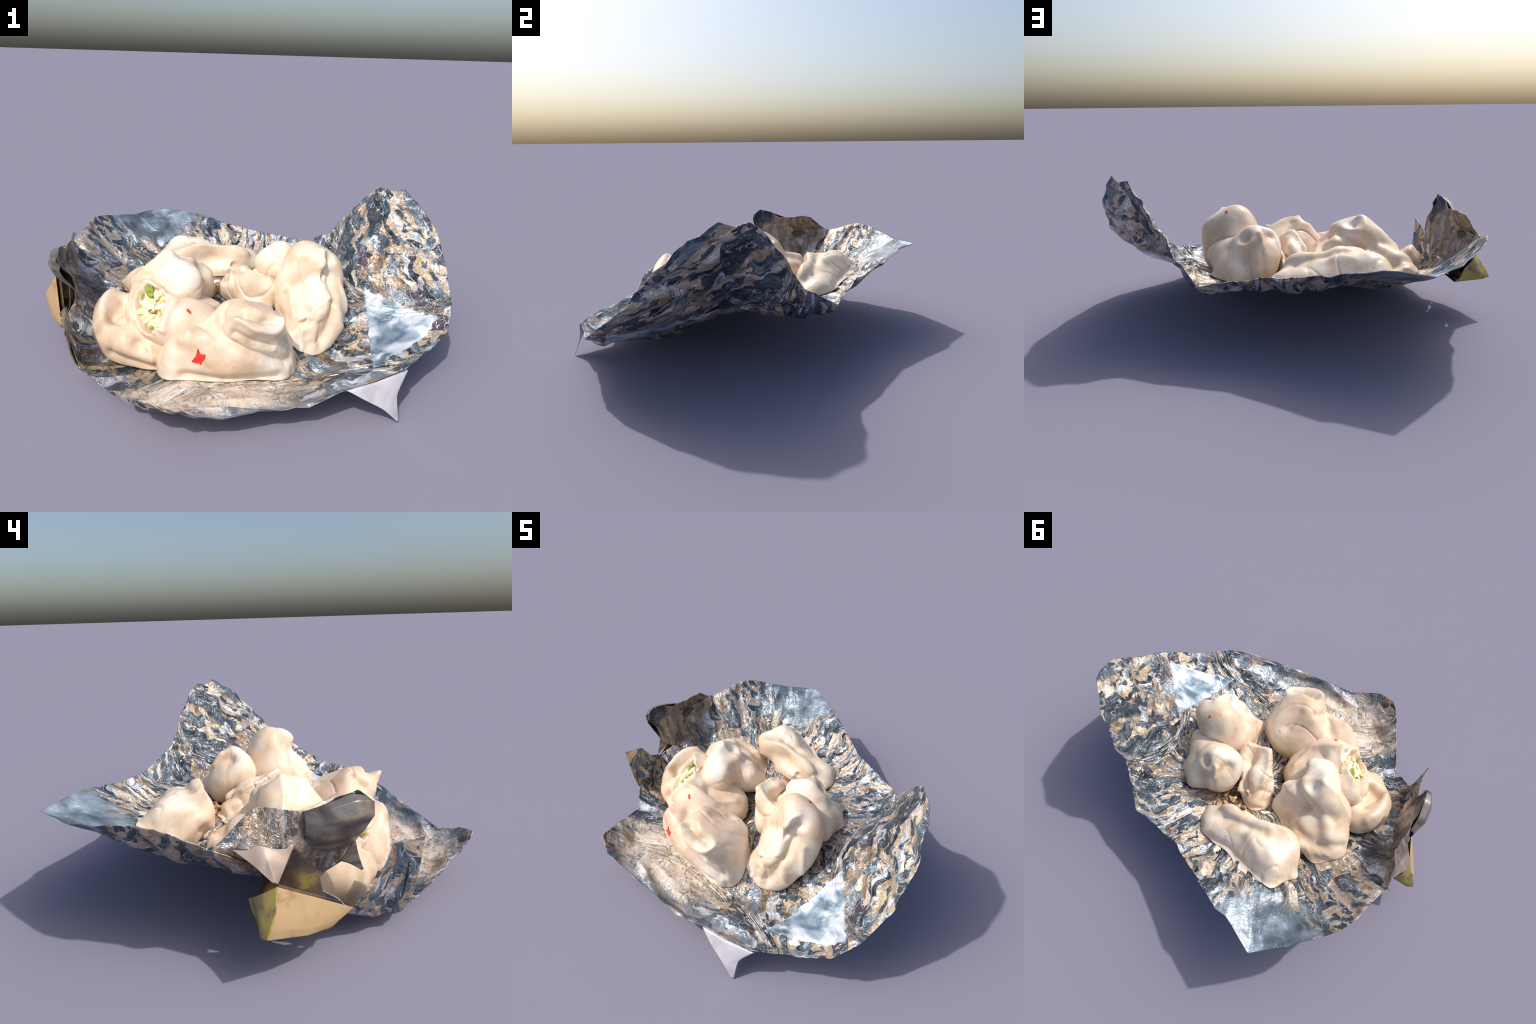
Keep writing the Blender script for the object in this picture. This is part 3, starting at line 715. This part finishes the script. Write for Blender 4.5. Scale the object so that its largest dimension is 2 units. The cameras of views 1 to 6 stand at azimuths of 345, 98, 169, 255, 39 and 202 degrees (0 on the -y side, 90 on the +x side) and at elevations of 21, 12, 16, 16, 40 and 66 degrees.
d_front, P_front = dumpling("plump front dumpling with a curled lip and a side seam",
    (-0.140, -0.470, 0.220), (0.270, 0.160, 0.180), -0.15,
    [
     (-0.447, -0.357, 0.043), (-0.331, -0.387, 0.254), (0.152, -0.514, 0.057), (0.115, -0.540, 0.198), (0.046, -0.282, 0.263), (-0.218, -0.484, 0.307),
     (-0.101, -0.591, 0.410), (-0.364, -0.502, 0.307), (-0.334, -0.555, 0.202), (-0.165, -0.441, 0.406), (-0.166, -0.587, 0.261), (-0.040, -0.514, 0.411),
     (0.044, -0.584, 0.353), (-0.057, -0.613, 0.273), (0.127, -0.434, 0.242), (-0.380, -0.519, 0.250), (-0.192, -0.355, 0.303), (-0.079, -0.593, 0.102),
     (-0.130, -0.618, 0.220), (-0.467, -0.447, 0.136), (-0.075, -0.269, 0.115), (-0.313, -0.545, 0.085), (-0.323, -0.525, 0.312), (-0.260, -0.557, 0.274),
     (-0.217, -0.422, 0.345), (0.047, -0.585, 0.061), (-0.148, -0.585, 0.385), (-0.140, -0.522, 0.403), (0.039, -0.596, 0.158), (-0.128, -0.387, 0.386),
     (-0.093, -0.302, 0.324), (-0.082, -0.452, 0.428), (0.063, -0.496, 0.356), (0.072, -0.375, 0.336), (-0.047, -0.361, 0.371), (-0.242, -0.591, 0.190),
     (-0.423, -0.470, 0.240)],
    [([(-0.14, -0.59, 0.40), (-0.07, -0.625, 0.36), (0.03, -0.62, 0.33), (0.065, -0.56, 0.36)], 0.024, 0.020),
     ([(-0.11, -0.565, 0.41), (-0.03, -0.59, 0.395), (0.03, -0.575, 0.38)], 0.024, -0.038),
     ([(-0.17, -0.61, 0.33), (-0.07, -0.65, 0.29), (0.02, -0.64, 0.26)], 0.024, -0.022),
     ([(-0.26, -0.43, 0.30), (-0.22, -0.52, 0.31), (-0.14, -0.60, 0.28), (0.0, -0.61, 0.20), (0.10, -0.57, 0.14)], 0.024, -0.026),
     ([(-0.33, -0.51, 0.33)], 0.022, 0.010),
     ([(-0.16, -0.45, 0.42), (-0.20, -0.50, 0.36)], 0.02, -0.014),
     ([(-0.06, -0.42, 0.41), (-0.02, -0.34, 0.34)], 0.030, -0.014),
     ([(-0.38, -0.58, 0.10), (-0.2, -0.62, 0.08), (0.05, -0.60, 0.08)], 0.03, -0.022)], seed=7)

d_side, P_side = dumpling("smooth outer dumpling curling round its torn neighbour",
    (-0.575, -0.200, 0.180), (0.150, 0.200, 0.110), 0.10,
    [
     (-0.408, -0.369, 0.053), (-0.534, -0.343, 0.180), (-0.688, 0.007, 0.273), (-0.613, -0.184, 0.252), (-0.677, 0.005, 0.165), (-0.694, -0.200, 0.062),
     (-0.720, -0.110, 0.267), (-0.546, 0.024, 0.260), (-0.669, -0.298, 0.148), (-0.741, -0.097, 0.180), (-0.475, -0.394, 0.077), (-0.561, -0.339, 0.069),
     (-0.586, -0.262, 0.030), (-0.740, -0.189, 0.210), (-0.659, -0.200, 0.246), (-0.394, -0.267, 0.075), (-0.606, -0.334, 0.198), (-0.697, -0.052, 0.290)],
    [([(-0.61, -0.20, 0.26), (-0.66, -0.18, 0.26), (-0.60, -0.08, 0.27)], 0.035, -0.035),
     ([(-0.70, -0.22, 0.29), (-0.70, -0.10, 0.30), (-0.64, 0.0, 0.29)], 0.035, 0.020),
     ([(-0.545, -0.35, 0.19)], 0.03, -0.020), ([(-0.50, -0.37, 0.18), (-0.49, -0.41, 0.12)], 0.02, 0.012),
     ([(-0.70, -0.33, 0.09), (-0.55, -0.42, 0.05), (-0.44, -0.44, 0.04)], 0.03, -0.02)], seed=8)

# ------------------------------------------------------- filling and flakes
def surface_at(P, target):
    i = int(np.argmin(((P - np.array(target)) ** 2).sum(axis=1)))
    return Vector(P[i]), Vector(vertex_normals(P)[i])

def morsel(name, mat, parent, centre, normal, length, width, thick, turn, bend=0.0, jag=0.25, seed=0):
    """Irregular flat scrap with rounded edges lying on a surface."""
    r = random.Random(seed)
    k = 12
    outline = []
    for i in range(k):
        a = 2 * math.pi * i / k
        m = 1 + jag * (r.random() - 0.5) * 2
        outline.append((math.cos(a) * length / 2 * m, math.sin(a) * width / 2 * m))
    z = Vector(normal).normalized()
    x = z.orthogonal().normalized()
    y = z.cross(x)
    x, y = (x * math.cos(turn) + y * math.sin(turn)), (y * math.cos(turn) - x * math.sin(turn))
    V, F = [], []
    for lev, sc in ((-0.5, 0.92), (0.25, 1.0), (0.5, 0.8)):
        for (u, v) in outline:
            V.append(Vector(centre) + x * u * sc + y * v * sc + z * (lev * thick + bend * (u / (length / 2)) ** 2 * length))
    top = len(V); V.append(Vector(centre) + z * thick * 0.6)
    bot = len(V); V.append(Vector(centre) - z * thick * 0.5)
    for l in range(2):
        for i in range(k):
            j = (i + 1) % k
            F.append((l * k + i, l * k + j, (l + 1) * k + j, (l + 1) * k + i))
    for i in range(k):
        j = (i + 1) % k
        F.append((2 * k + i, 2 * k + j, top)); F.append((j, i, bot))
    return mesh_object(name, V, F, mat, parent, smooth=False)

def flake(P, parent, target, length, width, turn, mat=CHILLI, name="chilli_flake", lift=0.001, seed=0):
    c, nrm = surface_at(P, target)
    morsel(name, mat, parent, c + nrm * lift, nrm, length, width, 0.006, turn, 0.0, 0.5, seed)

flake(P_front, d_front, (-0.299, -0.567, 0.218), 0.072, 0.046, 0.6, seed=3)
flake(P_torn, d_torn, (-0.316, -0.373, 0.345), 0.028, 0.016, 1.2, seed=4)
flake(P_tall, d_tall, (0.359, -0.140, 0.550), 0.018, 0.011, 0.2, seed=5)

# soft body of the filling with chunky shreds
pad_verts, pad_faces = icosphere(5)
pad = []
for d in pad_verts:
    k = 1 + 0.25 * mnoise.noise(Vector(d) * 3.5) + 0.12 * mnoise.noise(Vector(d) * 9.0)
    pad.append(mid - mouth_n * 0.034 + (ax_x * d[0] * 0.074 + ax_y * d[1] * 0.126 + mouth_n * d[2] * 0.028) * k)
mesh_object("filling", pad, pad_faces, FILLING, d_torn)
r2 = random.Random(5)
for i in range(16):
    a, q = r2.uniform(0, 6.28), math.sqrt(r2.random()) * 0.88
    u, w = math.cos(a) * q, math.sin(a) * q
    c = mid + ax_x * u * 0.058 + ax_y * w * 0.104 + mouth_n * (-0.012 + 0.012 * (1 - q) + r2.uniform(-0.006, 0.008))
    nn = (mouth_n + Vector((r2.uniform(-1, 1), r2.uniform(-1, 1), r2.uniform(-1, 1))) * 0.35).normalized()
    brown = i % 8 == 4
    morsel("minced_filling" if brown else "cabbage_shred", MINCE if brown else CABBAGE, d_torn, c, nn,
           r2.uniform(0.018, 0.028) if brown else r2.uniform(0.06, 0.11), r2.uniform(0.026, 0.048), r2.uniform(0.010, 0.018),
           r2.uniform(0, 6.28), r2.uniform(-0.10, 0.04), 0.35, 50 + i)
for (u, w, l, wd, turn, sd) in [(-0.1, -0.78, 0.080, 0.046, 0.9, 1), (0.75, -0.62, 0.03, 0.02, 0.2, 2), (0.1, 0.92, 0.036, 0.022, 1.0, 7)]:
    c = mid + ax_x * u * 0.050 + ax_y * w * 0.112 + mouth_n * 0.006
    morsel("spring_onion_piece", GREEN, d_torn, c, mouth_n, l, wd, 0.008, turn, 0.08, 0.15, sd)

RICE = plain("rice_white", [(0.4, (0.80, 0.76, 0.70)), (0.6, (0.88, 0.86, 0.82))], 30, 0.3)
CRUMB = plain("broth_brown", [(0.35, (0.25, 0.14, 0.06)), (0.5, (0.50, 0.33, 0.18)), (0.65, (0.62, 0.46, 0.30))], 30, 0.25)
r3 = random.Random(9)
for (x, y) in ((-0.105, 0.155), (-0.085, 0.165), (-0.545, -0.02)):
    morsel("rice_grain", RICE, wrapper, Vector((x, y, float(FLOOR(x, y)) + 0.012)), (0.2, -0.3, 1), 0.034, 0.016, 0.012, r3.uniform(0, 6), 0, 0.2, int(x * 1000))
for i in range(12):
    x, y = 0.10 + r3.uniform(-0.10, 0.09), 0.20 + r3.uniform(-0.05, 0.06)
    morsel("broth_crumb", CRUMB, wrapper, Vector((x, y, float(FLOOR(x, y)) + 0.010)), (r3.uniform(-.3, .3), r3.uniform(-.3, .3), 1), r3.uniform(0.02, 0.055), r3.uniform(0.015, 0.03), r3.uniform(0.01, 0.022), r3.uniform(0, 6), 0, 0.3, 300 + i)
